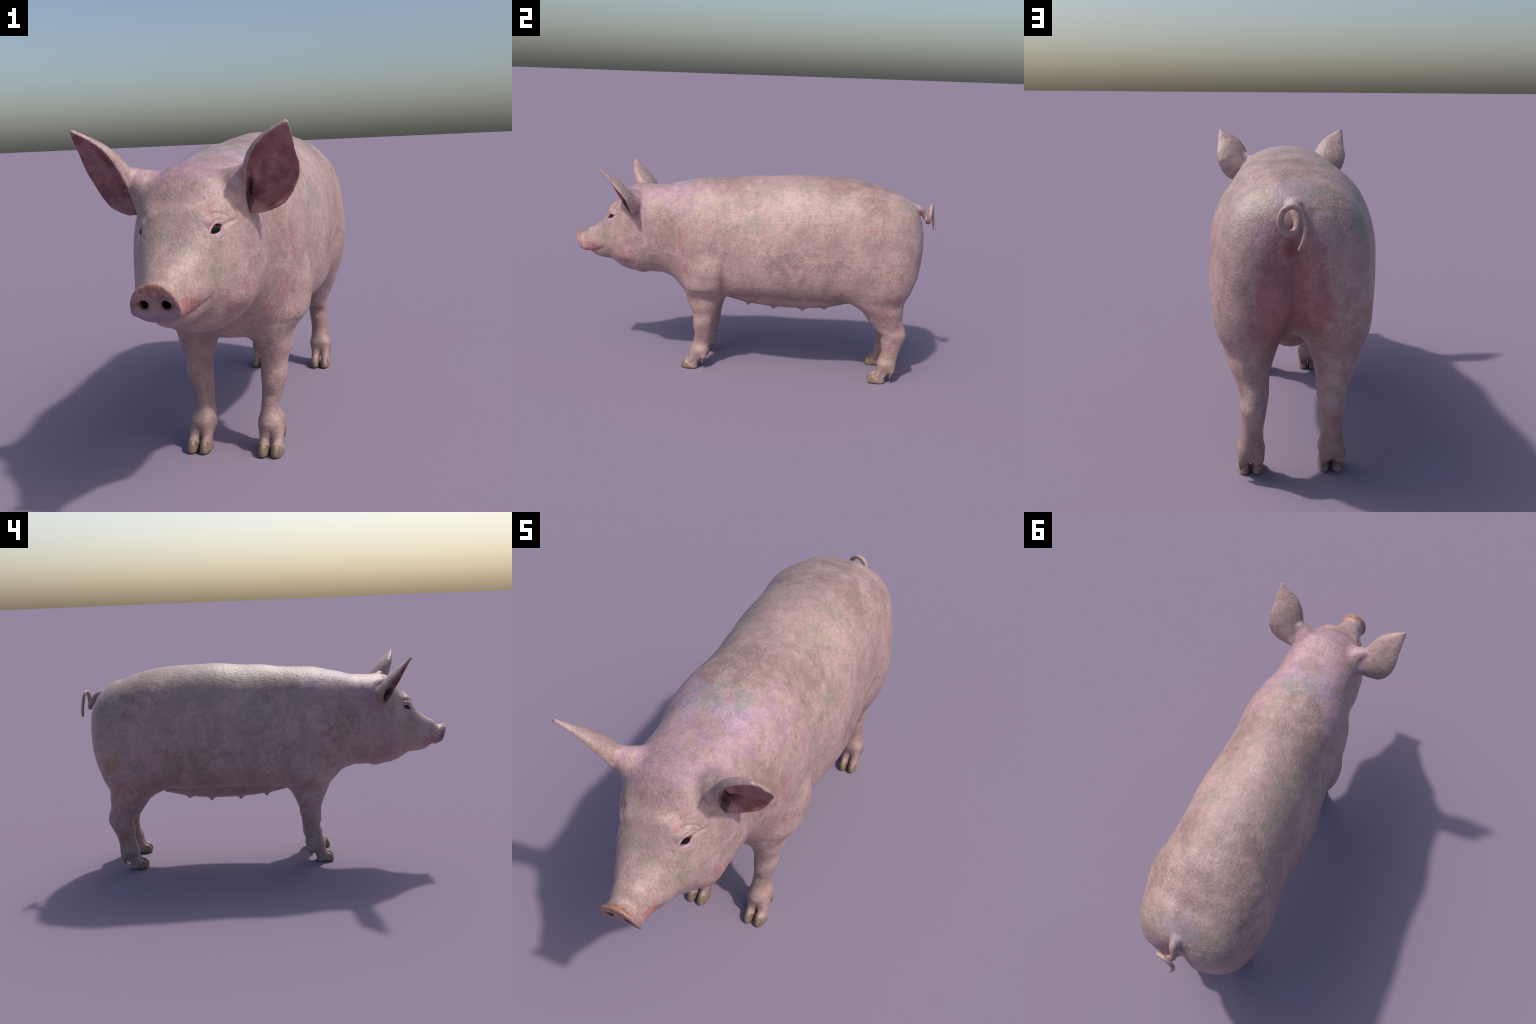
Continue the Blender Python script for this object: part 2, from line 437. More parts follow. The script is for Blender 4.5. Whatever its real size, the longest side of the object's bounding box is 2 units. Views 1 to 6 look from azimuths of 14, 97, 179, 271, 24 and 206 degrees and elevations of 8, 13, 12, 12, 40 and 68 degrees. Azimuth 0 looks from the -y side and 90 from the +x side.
# -------------------------------------------------------------------- tail
TAIL = [(-0.004, 0.878, 0.952, 0.020), (-0.002, 0.910, 0.943, 0.0165), (-0.012, 0.934, 0.917, 0.0135), (-0.010, 0.949, 0.893, 0.0122), (0.011, 0.957, 0.879, 0.0115),
        (0.034, 0.960, 0.895, 0.0105), (0.042, 0.963, 0.925, 0.0098), (0.029, 0.966, 0.955, 0.0092), (0.003, 0.970, 0.966, 0.0086),
        (-0.022, 0.976, 0.950, 0.0080), (-0.034, 0.982, 0.917, 0.0075), (-0.033, 0.988, 0.885, 0.0072), (-0.024, 0.993, 0.855, 0.0070), (-0.017, 0.995, 0.840, 0.0064)]

def tail_field(p):
    a = along([t[:3] for t in TAIL], 60)
    t = np.asarray([x[:3] for x in TAIL]); tt = np.r_[0, np.cumsum(np.linalg.norm(np.diff(t, axis=0), axis=1))]; tt /= tt[-1]
    r = 1.12 * curve(tt, [x[3] for x in TAIL], np.linspace(0, 1, 60))
    f = np.full(len(p), 0.5)
    box = np.where((np.abs(p[:, 0]) < 0.12) & (p[:, 1] > 0.82) & (p[:, 2] > 0.77) & (p[:, 2] < 1.05))[0]
    if len(box):
        q = p[box]; g = np.full(len(q), 0.5)
        for i in range(59):
            g = np.minimum(g, capsule(q, a[i], a[i+1], r[i], r[i+1]))
        f[box] = g
    return f

# ------------------------------------------------------- the whole surface
def tone(p):
    """slow muscle and fat undulation under the skin"""
    x, y, z = p[:, 0], p[:, 1], p[:, 2]
    return (0.0022 * np.sin(7.0*y + 5.0*z + 1.3) * np.sin(9.0*z - 4.0*y + 0.4 + 3*np.abs(x))
            + 0.0012 * np.sin(19*y - 11*z + 2.0) * np.sin(15*z + 8*y + 6*x)) * np.clip((z - 0.3) / 0.2, 0.3, 1)

def surface(p, parts=False):
    q, g = pose(p)
    tr = trunk(q, TORSO, *CAPS['torso'], pw=2.7, start=0.76)
    ud = trunk(q, UDDER, 0.05, 0.05)
    tr2 = smin(tr, ud, 0.022)
    for y, z, r in TEATS:
        box = (np.abs(q[:, 1] - y) < 0.06) & (q[:, 2] < 0.45)
        if box.any():
            tr2[box] = smin(tr2[box], capsule(q[box], (TEAT_X - 0.008, y, z + 0.040), (TEAT_X, y, z + 0.009), r * 1.4, 0.0058), 0.022)
    hd = f_head(q)
    f = smin(tr2, hd, BLEND['head'])
    fl = limb(q, FORELEG, *CAPS['fore'])
    low = q[:, 2] < 0.20
    if low.any(): fl[low] = smin(fl[low], foot(q[low], *FORE_FOOT), 0.034)
    f = smin(f, fl, np.where(q[:, 2] > 0.3, BLEND['fore'], 0.01))
    hl = limb(g, HINDLEG, *CAPS['hind'])
    if low.any(): hl[low] = smin(hl[low], foot(g[low], *HIND_FOOT), 0.034)
    f = smin(f, hl, BLEND['hind'])
    f = f + tone(p)
    f = creases(f, q)
    f = eye_area(f, q)
    f = nostrils(f, q)
    ef, inner, sd = ear_field(q)
    eb = smax(ear_base(q), -sd, 0.006)
    f = smin(f, eb, 0.026)
    f = smin(f, ef, 0.012)
    tf = tail_field(p)
    f = smin(f, tf, 0.016)
    f = np.maximum(f, -p[:, 2] + 0.0005)
    if parts:
        return f, dict(trunk=tr2, head=hd, fore=fl, hind=hl, ear=ef, inner=inner, tail=tf, q=q, g=g, eb=eb)
    return f

def chunked(fn, p, n=400000):
    return np.concatenate([fn(p[i:i+n]) for i in range(0, len(p), n)])

H = 0.0036
LO = np.array([-0.385, -1.045, -0.012]); HI = np.array([0.385, 1.03, 1.135])

def surface_net():
    C = 4
    nc = np.ceil((HI - LO) / (H * C)).astype(int)
    n = nc * C
    cx = [LO[k] + H * (np.arange(nc[k]) * C + (C - 1) / 2) for k in range(3)]
    cp = np.stack(np.meshgrid(*cx, indexing='ij'), -1).reshape(-1, 3)
    cf = chunked(surface, cp).reshape(nc)
    D = np.where(cf < 0, -1.0, 1.0).astype(np.float32)
    D = D.repeat(C, 0).repeat(C, 1).repeat(C, 2)
    band = np.argwhere(np.abs(cf) < H * C * 1.9)
    off = np.stack(np.meshgrid(*[np.arange(C)]*3, indexing='ij'), -1).reshape(-1, 3)
    for s in range(0, len(band), 8000):
        idx = (band[s:s+8000, None, :] * C + off[None]).reshape(-1, 3)
        D[idx[:, 0], idx[:, 1], idx[:, 2]] = surface(LO + H * idx)
    S = D < 0
    cnt = np.zeros(np.array(S.shape) - 1, np.uint8)
    for a in (0, 1):
        for b in (0, 1):
            for c in (0, 1):
                cnt += S[a:S.shape[0]-1+a, b:S.shape[1]-1+b, c:S.shape[2]-1+c]
    cells = np.argwhere((cnt > 0) & (cnt < 8))
    ident = np.full(cnt.shape, -1, np.int32)
    ident[cells[:, 0], cells[:, 1], cells[:, 2]] = np.arange(len(cells))
    acc = np.zeros((len(cells), 3)); num = np.zeros(len(cells))
    corner = [(a, b, c) for a in (0, 1) for b in (0, 1) for c in (0, 1)]
    val = {k: D[cells[:, 0]+k[0], cells[:, 1]+k[1], cells[:, 2]+k[2]].astype(float) for k in corner}
    for k in corner:
        for ax in range(3):
            if k[ax]: continue
            k2 = tuple(1 if i == ax else k[i] for i in range(3))
            a, b = val[k], val[k2]
            x = (a < 0) != (b < 0)
            t = np.where(x, a / np.where(x, a - b, 1), 0)
            pt = np.tile(np.array(k, float), (len(cells), 1)); pt[:, ax] = t
            acc[x] += pt[x]; num[x] += 1
    V = LO + H * (cells + acc / num[:, None])
    quads = []
    for ax in range(3):
        o1, o2 = [(1, 2), (2, 0), (0, 1)][ax]
        sl0 = [slice(1, -1)] * 3; sl1 = [slice(1, -1)] * 3
        sl0[ax] = slice(0, -1); sl1[ax] = slice(1, None)
        a, b = S[tuple(sl0)], S[tuple(sl1)]
        e = np.argwhere(a != b)
        st = np.ones(3, int); st[ax] = 0
        e = e + st
        inside_first = S[e[:, 0], e[:, 1], e[:, 2]]
        def cell(d1, d2):
            c = e.copy(); c[:, o1] -= d1; c[:, o2] -= d2
            return ident[c[:, 0], c[:, 1], c[:, 2]]
        Q = np.stack([cell(1, 1), cell(0, 1), cell(0, 0), cell(1, 0)], 1)
        Q[~inside_first] = Q[~inside_first][:, ::-1]
        quads.append(Q)
    Q = np.concatenate(quads)
    Q = Q[(Q >= 0).all(1)]
    return V, Q

def settle(V, steps=1, limit=0.0015, h=0.0006):
    """move vertices onto the surface along its gradient"""
    for _ in range(steps):
        f = chunked(surface, V)
        G = np.stack([chunked(surface, V + h * np.eye(3)[k]) - f for k in range(3)], 1) / h
        st = -f[:, None] * G / np.maximum((G * G).sum(1), 0.25)[:, None]
        ln = np.linalg.norm(st, axis=1)
        V = V + st * np.minimum(1, limit / np.maximum(ln, 1e-9))[:, None]
    return V

EAR_SPOTS = [(p, 0.085) for p in EAR_MID[6::6]]

def subdivide_near(V, F, spots):
    """split the quads near the fine features of the face, then settle the new vertices"""
    me = bpy.data.meshes.new('work'); me.from_pydata(V.tolist(), [], F.tolist())
    bm = bmesh.new(); bm.from_mesh(me); bpy.data.meshes.remove(me)
    for rad_scale in (1.0, 0.75):
        near = spots if rad_scale < 1 else spots + EAR_SPOTS
        co = np.array([v.co for v in bm.verts]); co[:, 0] = np.abs(co[:, 0])
        hit = np.zeros(len(co), bool)
        for c, r in near:
            hit |= np.linalg.norm(co - c, axis=1) < r * rad_scale
        bm.verts.ensure_lookup_table()
        edges = [e for e in bm.edges if hit[e.verts[0].index] and hit[e.verts[1].index]]
        bmesh.ops.subdivide_edges(bm, edges=edges, cuts=1, use_grid_fill=True)
        bm.verts.index_update()
    bmesh.ops.triangulate(bm, faces=[f for f in bm.faces if len(f.verts) > 4])
    V2 = np.array([v.co for v in bm.verts], float)
    F2 = [[v.index for v in f.verts] for f in bm.faces]
    bm.free()
    co = V2.copy(); co[:, 0] = np.abs(co[:, 0])
    hit = np.zeros(len(co), bool)
    for c, r in spots:
        hit |= np.linalg.norm(co - c, axis=1) < r * 1.1
    V2[hit] = settle(V2[hit], 3, 0.001, 0.0003)
    ears = np.zeros(len(co), bool)
    for c, r in EAR_SPOTS:
        ears |= np.linalg.norm(co - c, axis=1) < r * 1.05
    V2[ears & ~hit] = settle(V2[ears & ~hit], 1, 0.001, 0.0004)
    return V2, F2

# ----------------------------------------------------------------- helpers
def new_object(name, me, parent=None):
    ob = bpy.data.objects.new(name, me)
    bpy.context.scene.collection.objects.link(ob)
    if parent is not None: ob.parent = parent
    return ob

def flat_faces(F):
    """faces (list of 3- and 4-tuples) as loops, starts"""
    lens = np.array([len(f) for f in F])
    loops = np.fromiter((i for f in F for i in f), np.int64, lens.sum())
    starts = np.r_[0, np.cumsum(lens)[:-1]]
    return loops, starts, lens

class Skin:
    def __init__(self, V, F):
        self.V = V
        self.loops, self.starts, self.lens = flat_faces(F)
        tri = self.loops[self.starts], self.loops[self.starts + 1], self.loops[self.starts + 2]
        last = self.loops[self.starts + self.lens - 1]
        fn = np.cross(V[tri[2]] - V[tri[0]], V[last] - V[tri[1]])
        N = np.zeros_like(V)
        fid = np.repeat(np.arange(len(self.lens)), self.lens)
        for k in range(3):
            N[:, k] = np.bincount(self.loops, weights=fn[fid, k], minlength=len(V))
        self.N = N / np.maximum(np.linalg.norm(N, axis=1), 1e-12)[:, None]
        self.C = np.stack([np.bincount(fid, weights=V[self.loops, k]) for k in range(3)], 1) / self.lens[:, None]
        self.fid = fid

    def part(self, name, mask, parent, mats, slots=None):
        lm = mask[self.fid]
        lp = self.loops[lm]
        used, inv = np.unique(lp, return_inverse=True)
        lens = self.lens[mask]
        me = bpy.data.meshes.new(name)
        me.vertices.add(len(used)); me.vertices.foreach_set('co', self.V[used].astype(np.float32).ravel())
        me.loops.add(len(lp)); me.loops.foreach_set('vertex_index', inv.astype(np.int32).ravel())
        me.polygons.add(len(lens))
        me.polygons.foreach_set('loop_start', np.r_[0, np.cumsum(lens)[:-1]].astype(np.int32))
        if slots is not None: 
            me.polygons.foreach_set('material_index', slots[mask].astype(np.int32))
        me.polygons.foreach_set('use_smooth', np.ones(len(lens), bool))
        me.update(calc_edges=True); me.validate()
        for m in mats: me.materials.append(m)
        if slots is not None:
            me.polygons.foreach_set('material_index', slots[mask].astype(np.int32))
        me.normals_split_custom_set_from_vertices(self.N[used].tolist())
        return new_object(name, me, parent)

# ---------------------------------------------------------------- materials
class Nodes:
    def __init__(self, name):
        self.mat = bpy.data.materials.new(name); self.mat.use_nodes = True
        self.t = self.mat.node_tree; self.t.nodes.clear()
        self.out = self.t.nodes.new('ShaderNodeOutputMaterial')
        self.b = self.t.nodes.new('ShaderNodeBsdfPrincipled')
        self.t.links.new(self.b.outputs[0], self.out.inputs[0])
        self.tc = self.t.nodes.new('ShaderNodeTexCoord').outputs['Object']
    def put(self, sock, v):
        if isinstance(v, bpy.types.NodeSocket): self.t.links.new(v, sock)
        elif v is not None: sock.default_value = v
    def math(self, op, a, b=None, c=None, clamp=False):
        n = self.t.nodes.new('ShaderNodeMath'); n.operation = op; n.use_clamp = clamp
        for i, v in enumerate((a, b, c)): self.put(n.inputs[i], v)
        return n.outputs[0]
    def vmath(self, op, a, b=None):
        n = self.t.nodes.new('ShaderNodeVectorMath'); n.operation = op
        self.put(n.inputs[0], a)
        if b is not None: self.put(n.inputs[1], b)
        return n.outputs['Value'] if op in ('LENGTH', 'DISTANCE', 'DOT_PRODUCT') else n.outputs[0]
    def noise(self, scale, detail=3, rough=0.55, vec=None, stretch=None, off=None, dist=0.0):
        v = vec or self.tc
        if stretch or off:
            m = self.t.nodes.new('ShaderNodeMapping'); self.put(m.inputs['Vector'], v)
            if stretch: m.inputs['Scale'].default_value = stretch
            if off: m.inputs['Location'].default_value = off
            v = m.outputs[0]
        n = self.t.nodes.new('ShaderNodeTexNoise'); self.put(n.inputs['Vector'], v)
        n.inputs['Scale'].default_value = scale; n.inputs['Detail'].default_value = detail
        n.inputs['Roughness'].default_value = rough; n.inputs['Distortion'].default_value = dist
        return n.outputs['Fac']
    def ramp(self, x, a, b, lo=0.0, hi=1.0):
        n = self.t.nodes.new('ShaderNodeMapRange'); n.interpolation_type = 'SMOOTHSTEP'
        self.put(n.inputs[0], x); n.inputs[1].default_value = a; n.inputs[2].default_value = b
        n.inputs[3].default_value = lo; n.inputs[4].default_value = hi
        return n.outputs[0]
    def mix(self, fac, a, b, mode='MIX'):
        n = self.t.nodes.new('ShaderNodeMix'); n.data_type = 'RGBA'; n.blend_type = mode
        self.put(n.inputs['Factor'], fac)
        for s, v in ((n.inputs[6], a), (n.inputs[7], b)):
            self.put(s, (*v, 1.0) if isinstance(v, tuple) and len(v) == 3 else v)
        return n.outputs[2]
    def mirrored(self):
        s = self.t.nodes.new('ShaderNodeSeparateXYZ'); self.put(s.inputs[0], self.tc)
        c = self.t.nodes.new('ShaderNodeCombineXYZ')
        self.put(c.inputs[0], self.math('ABSOLUTE', s.outputs[0]))
        self.put(c.inputs[1], s.outputs[1]); self.put(c.inputs[2], s.outputs[2])
        self.x, self.y, self.z = s.outputs
        return c.outputs[0]
    def spot(self, vec, c, r):
        """1 at c falling to 0 on the ellipsoid of radii r"""
        d = self.vmath('SUBTRACT', vec, tuple(c))
        d = self.vmath('DIVIDE', d, tuple(r))
        return self.math('SUBTRACT', 1.0, self.vmath('LENGTH', d), clamp=True)
    def bump(self, height, strength, dist):
        n = self.t.nodes.new('ShaderNodeBump'); n.inputs['Strength'].default_value = strength
        n.inputs['Distance'].default_value = dist; self.put(n.inputs['Height'], height)
        self.put(self.b.inputs['Normal'], n.outputs[0])

BASE = (0.435, 0.292, 0.262)

def skin_material():
    n = Nodes('pig_skin')
    m = n.mirrored()
    blot = n.noise(7.0, 5, 0.62)
    mott = n.noise(26.0, 5, 0.65)
    hair = n.noise(150.0, 4, 0.7, stretch=(1.0, 0.35, 0.8))
    grain = n.noise(420.0, 2, 0.6)
    col = n.mix(n.ramp(blot, 0.36, 0.64), (0.385, 0.260, 0.243), (0.492, 0.328, 0.307))
    col = n.mix(n.ramp(mott, 0.34, 0.60), n.mix(0.55, col, (0.285, 0.190, 0.176)), col)
    dark = n.ramp(n.noise(5.0, 3, 0.6, off=(9, 4, 2)), 0.35, 0.65)
    hair2 = n.noise(120.0, 4, 0.75, stretch=(0.8, 1.0, 0.45), off=(4, 0, 1))
    col = n.mix(n.math('MULTIPLY', n.ramp(hair, 0.36, 0.70), 0.55), col, n.mix(1.0, col, (1.30, 1.29, 1.28), 'MULTIPLY'))
    col = n.mix(n.math('MULTIPLY', n.ramp(hair2, 0.56, 0.36), n.math('MULTIPLY_ADD', dark, 0.35, 0.25)), col, n.mix(1.0, col, (0.62, 0.60, 0.60), 'MULTIPLY'))
    col = n.mix(n.math('MULTIPLY', n.ramp(grain, 0.35, 0.62, 1.0, 0.0), 0.30), col, (0.22, 0.145, 0.130))
    snap = n.vmath('SNAP', n.tc, (0.0075, 0.0075, 0.0075))
    patch = n.math('ADD', n.math('MULTIPLY', n.noise(15.0, 3, 0.6, off=(3.1, 0, 0)), 0.6), n.math('MULTIPLY', n.noise(60.0, 3, 0.8, vec=snap), 0.4))
    patch2 = n.math('ADD', n.math('MULTIPLY', n.noise(21.0, 3, 0.6, off=(0, 7.7, 0)), 0.6), n.math('MULTIPLY', n.noise(75.0, 3, 0.8, vec=snap, off=(1, 2, 3)), 0.4))
    def patches(col, places, tint, amount, noise, lo=0.2, soft=0.06, vec=None):
        acc = None
        for c, r in places:
            s = n.spot(vec or m, c, r)
            acc = s if acc is None else n.math('MAXIMUM', acc, s)
        v = n.math('ADD', n.math('MULTIPLY', n.math('MINIMUM', acc, 0.6), 0.55), n.math('MULTIPLY', n.math('SUBTRACT', noise, 0.5), 3.0))
        # nothing outside the places
        v = n.math('MULTIPLY', n.ramp(v, lo - soft, lo + soft), n.ramp(acc, 0.0, 0.12))
        return n.mix(n.math('MULTIPLY', v, amount), col, n.mix(1.0, col, tint, 'MULTIPLY'))
    # pink flush: cheeks, shoulders, hocks, buttocks, belly
    col = patches(col, [((0.15, -0.68, 0.60), (0.09, 0.12, 0.10)), ((0.13, -0.62, 0.53), (0.12, 0.12, 0.07)), ((0.24, -0.36, 0.56), (0.09, 0.10, 0.12)),
                        ((0.19, -0.42, 0.50), (0.09, 0.07, 0.10)),
                        ((0.25, 0.80, 0.42), (0.10, 0.13, 0.13)), ((0.18, 0.84, 0.30), (0.05, 0.06, 0.06)), ((0.28, 0.69, 0.86), (0.05, 0.10, 0.06)),
                        ((0.25, -0.20, 0.83), (0.04, 0.05, 0.05)), ((0.24, -0.33, 0.74), (0.04, 0.05, 0.08)), ((0.09, -0.76, 0.90), (0.03, 0.04, 0.05)),
                        ((0.17, 0.79, 0.20), (0.05, 0.05, 0.10))],
                  (0.96, 0.68, 0.71), 0.65, patch2, 0.29)
    rear = n.spot(m, (0.0, 0.93, 0.66), (0.19, 0.22, 0.30))
    col = n.mix(n.math('MULTIPLY', n.ramp(n.math('ADD', rear, n.math('MULTIPLY', n.math('SUBTRACT', patch, 0.5), 1.3)), 0.10, 0.50), 0.85), col, n.mix(1.0, col, (0.84, 0.50, 0.56), 'MULTIPLY'))
    vent = n.spot(m, (0.0, 0.94, 0.825), (0.045, 0.05, 0.055))
    col = n.mix(n.ramp(vent, 0.05, 0.7, 0.0, 0.85), col, (0.20, 0.045, 0.050))
    groin = n.spot(m, (0.03, 0.84, 0.50), (0.10, 0.12, 0.14))
    col = n.mix(n.ramp(groin, 0.1, 0.8, 0.0, 0.55), col, (0.26, 0.115, 0.065))
    # lilac and whitish bloom on nape, withers and above the tail
    col = patches(col, [((0.05, -0.70, 0.99), (0.12, 0.10, 0.10)), ((0.06, -0.60, 1.0), (0.15, 0.16, 0.12)), ((0.10, -0.44, 1.00), (0.16, 0.17, 0.12)), ((0.16, -0.30, 0.98), (0.10, 0.14, 0.12)),
                        ((0.18, -0.58, 0.90), (0.04, 0.05, 0.10)), ((0.185, -0.59, 0.80), (0.03, 0.03, 0.07)), ((0.095, 0.92, 0.88), (0.07, 0.08, 0.07)),
                        ((0.16, -0.63, 0.97), (0.05, 0.05, 0.05))],
                  (1.04, 0.95, 1.20), 0.88, patch, 0.21)
    col = patches(col, [((0.05, -0.38, 1.03), (0.10, 0.10, 0.08)), ((0.0, 0.86, 1.0), (0.10, 0.09, 0.07))], (0.96, 1.03, 1.22), 0.95, patch2, 0.12)
    # darker brownish blotches along the back
    col = patches(col, [((0.03, -0.18, 1.06), (0.14, 0.14, 0.12)), ((0.10, 0.48, 1.06), (0.16, 0.14, 0.12)), ((0.03, 0.68, 1.05), (0.12, 0.14, 0.10)), ((0.16, -0.05, 1.0), (0.10, 0.16, 0.14)),
                        ((0.20, 0.62, 0.98), (0.10, 0.14, 0.12)), ((0.24, 0.30, 0.62), (0.10, 0.22, 0.12)), ((0.22, -0.42, 0.78), (0.08, 0.10, 0.14)), ((0.02, -0.74, 0.93), (0.07, 0.06, 0.06))],
                  (0.76, 0.735, 0.71), 0.75, patch, 0.16, 0.16)
    # greenish grey stain on the back, the brow and the rump
    col = patches(col, [((0.02, -0.34, 1.05), (0.12, 0.13, 0.10)), ((0.16, 0.12, 1.02), (0.13, 0.15, 0.09)), ((0.14, 0.30, 1.04), (0.10, 0.10, 0.08)), ((0.25, 0.02, 0.86), (0.08, 0.16, 0.10)),
                        ((0.12, 0.84, 0.96), (0.10, 0.12, 0.09)), ((0.20, 0.84, 0.88), (0.08, 0.08, 0.10)),
                        ((0.04, -0.83, 0.83), (0.06, 0.06, 0.08)), ((0.12, -0.80, 0.74), (0.05, 0.06, 0.08))],
                  (0.82, 0.98, 0.85), 0.9, patch2, 0.32)
    # yellowish rubs on the hind legs
    col = patches(col, [((0.18, 0.79, 0.17), (0.04, 0.05, 0.09)), ((0.24, 0.55, 0.49), (0.06, 0.09, 0.07)), ((0.27, 0.80, 0.62), (0.05, 0.08, 0.10))], (0.95, 0.82, 0.55), 0.7, patch, 0.32)
    # rosy lower snout side
    col = patches(col, [((0.066, -0.915, 0.635), (0.04, 0.07, 0.04))], (0.97, 0.62, 0.65), 0.9, patch2, 0.16)
    # eyelids
    lid = n.spot(m, tuple(EYE_FRONT - 0.004 * EYE_N), (0.029, 0.029, 0.026))
    col = n.mix(n.ramp(lid, 0.02, 0.26, 0.0, 0.8), col, (0.43, 0.265, 0.345))
    upper = n.spot(m, tuple(EYE_FRONT + 0.0155 * EYE_H - 0.003 * EYE_N), (0.019, 0.019, 0.009))
    col = n.mix(n.ramp(upper, 0.1, 0.5, 0.0, 0.75), col, (0.40, 0.17, 0.16))
    low_lid = n.spot(m, tuple(EYE_FRONT - 0.0150 * EYE_H - 0.003 * EYE_N), (0.022, 0.022, 0.007))
    col = n.mix(n.ramp(low_lid, 0.05, 0.5, 0.0, 0.8), col, (0.49, 0.38, 0.46))
    tear = n.spot(m, (0.0865, -0.803, 0.811), (0.010, 0.012, 0.006))
    col = n.mix(n.ramp(tear, 0.1, 0.6, 0.0, 0.2), col, (0.16, 0.085, 0.075))
    rim = n.spot(m, tuple(EYE_FRONT - 0.008 * EYE_N), (0.019, 0.019, 0.0135))
    col = n.mix(n.ramp(rim, 0.02, 0.22, 0.0, 0.8), col, (0.20, 0.075, 0.055))
    # skin colour gets darker down the legs towards the feet
    foot_f = n.ramp(n.z, 0.34, 0.12)
    col = n.mix(n.math('MULTIPLY', foot_f, 0.50), col, n.mix(1.0, col, (0.66, 0.64, 0.62), 'MULTIPLY'))
    n.put(n.b.inputs['Base Color'], col)
    n.b.inputs['Roughness'].default_value = 0.42
    n.b.inputs['Specular IOR Level'].default_value = 0.50
    h = n.math('ADD', n.math('MULTIPLY', hair, 0.6), n.math('MULTIPLY', mott, 0.8))
    h = n.math('ADD', h, n.math('MULTIPLY', n.noise(75.0, 4, 0.7), 0.5))
    n.bump(h, 0.55, 0.006)
    return n.mat

def snout_material():
    n = Nodes('snout_skin'); m = n.mirrored()
    a = n.noise(38.0, 5, 0.65); b = n.noise(110.0, 4, 0.65)
    col = n.mix(n.ramp(a, 0.40, 0.60), (0.27, 0.125, 0.135), (0.36, 0.225, 0.245))
    wr = n.noise(70.0, 5, 0.7, stretch=(1.0, 1.0, 0.35))
    col = n.mix(n.ramp(wr, 0.60, 0.42, 0.0, 0.5), col, (0.19, 0.085, 0.080))
    low = n.math('ADD', n.z, n.math('MULTIPLY', n.math('SUBTRACT', a, 0.5), 0.05))
    col = n.mix(n.ramp(low, 0.655, 0.638, 0.0, 0.7), col, (0.30, 0.215, 0.285))
    mid = n.spot(m, (0.0, -0.975, 0.655), (0.022, 0.06, 0.035))
    col = n.mix(n.ramp(mid, 0.1, 0.6, 0.0, 0.6), col, (0.34, 0.245, 0.235))
    top = n.math('ADD', n.z, n.math('MULTIPLY', n.math('SUBTRACT', a, 0.5), 0.06))
    col = n.mix(n.ramp(top, 0.680, 0.712, 0.0, 0.85), col, n.mix(n.ramp(b, 0.35, 0.6), (0.25, 0.125, 0.085), (0.47, 0.245, 0.150)))
    edge = n.spot(m, (0.055, -0.965, 0.69), (0.035, 0.03, 0.03))
    col = n.mix(n.ramp(edge, 0.1, 0.6, 0.0, 0.7), col, (0.44, 0.215, 0.215))
    hole = n.spot(m, tuple(NOSTRIL + np.array([0.0, 0.012, 0.002])), (0.026, 0.040, 0.026))
    col = n.mix(n.ramp(hole, 0.0, 0.5, 0.0, 0.75), col, (0.10, 0.045, 0.035))
    col = n.mix(n.ramp(hole, 0.22, 0.50), col, (0.012, 0.004, 0.004))
    n.put(n.b.inputs['Base Color'], col)
    n.b.inputs['Roughness'].default_value = 0.42
    n.bump(n.math('ADD', wr, a), 0.9, 0.005)
    return n.mat

def ear_inner_material():
    n = Nodes('ear_inner_skin'); m = n.mirrored()
    a = n.noise(22.0, 4, 0.6); b = n.noise(95.0, 3, 0.6, stretch=(1, 1, 0.4)); c = n.noise(170.0, 2, 0.5)
    col = n.mix(n.ramp(a, 0.36, 0.62), (0.215, 0.070, 0.078), (0.345, 0.155, 0.165))
    col = n.mix(n.ramp(n.noise(9.0, 3, 0.6, off=(1, 5, 0), stretch=(1.4, 1.0, 0.5)), 0.48, 0.66, 0.0, 0.5), col, (0.185, 0.066, 0.052))
    col = n.mix(n.ramp(n.noise(13.0, 3, off=(2, 1, 0)), 0.5, 0.65, 0.0, 0.45), col, (0.30, 0.19, 0.185))
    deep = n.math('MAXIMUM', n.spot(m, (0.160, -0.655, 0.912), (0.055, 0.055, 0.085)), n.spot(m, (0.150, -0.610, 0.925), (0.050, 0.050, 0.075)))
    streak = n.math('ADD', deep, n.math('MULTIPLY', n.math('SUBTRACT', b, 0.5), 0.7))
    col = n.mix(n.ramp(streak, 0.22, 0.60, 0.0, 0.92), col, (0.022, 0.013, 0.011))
    col = n.mix(n.ramp(c, 0.735, 0.77, 0.0, 0.8), col, (0.05, 0.015, 0.015))
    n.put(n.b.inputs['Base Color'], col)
    n.b.inputs['Roughness'].default_value = 0.5
    n.bump(n.math('ADD', a, b), 0.3, 0.004)
    return n.mat

def hoof_material():
    n = Nodes('hoof_horn')
    a = n.noise(45.0, 4, 0.6); b = n.noise(120.0, 3, 0.6, stretch=(1, 1, 3.0))
    col = n.mix(n.ramp(a, 0.36, 0.62), (0.170, 0.115, 0.078), (0.265, 0.188, 0.132))
    col = n.mix(n.ramp(n.noise(70.0, 3, off=(5, 0, 0)), 0.57, 0.65, 0.0, 0.35), col, (0.28, 0.195, 0.09))
    col = n.mix(n.ramp(b, 0.35, 0.6, 0.35, 0.0), col, (0.12, 0.075, 0.04))
    n.put(n.b.inputs['Base Color'], col)
    n.b.inputs['Roughness'].default_value = 0.42
    n.bump(b, 0.35, 0.003)
    return n.mat

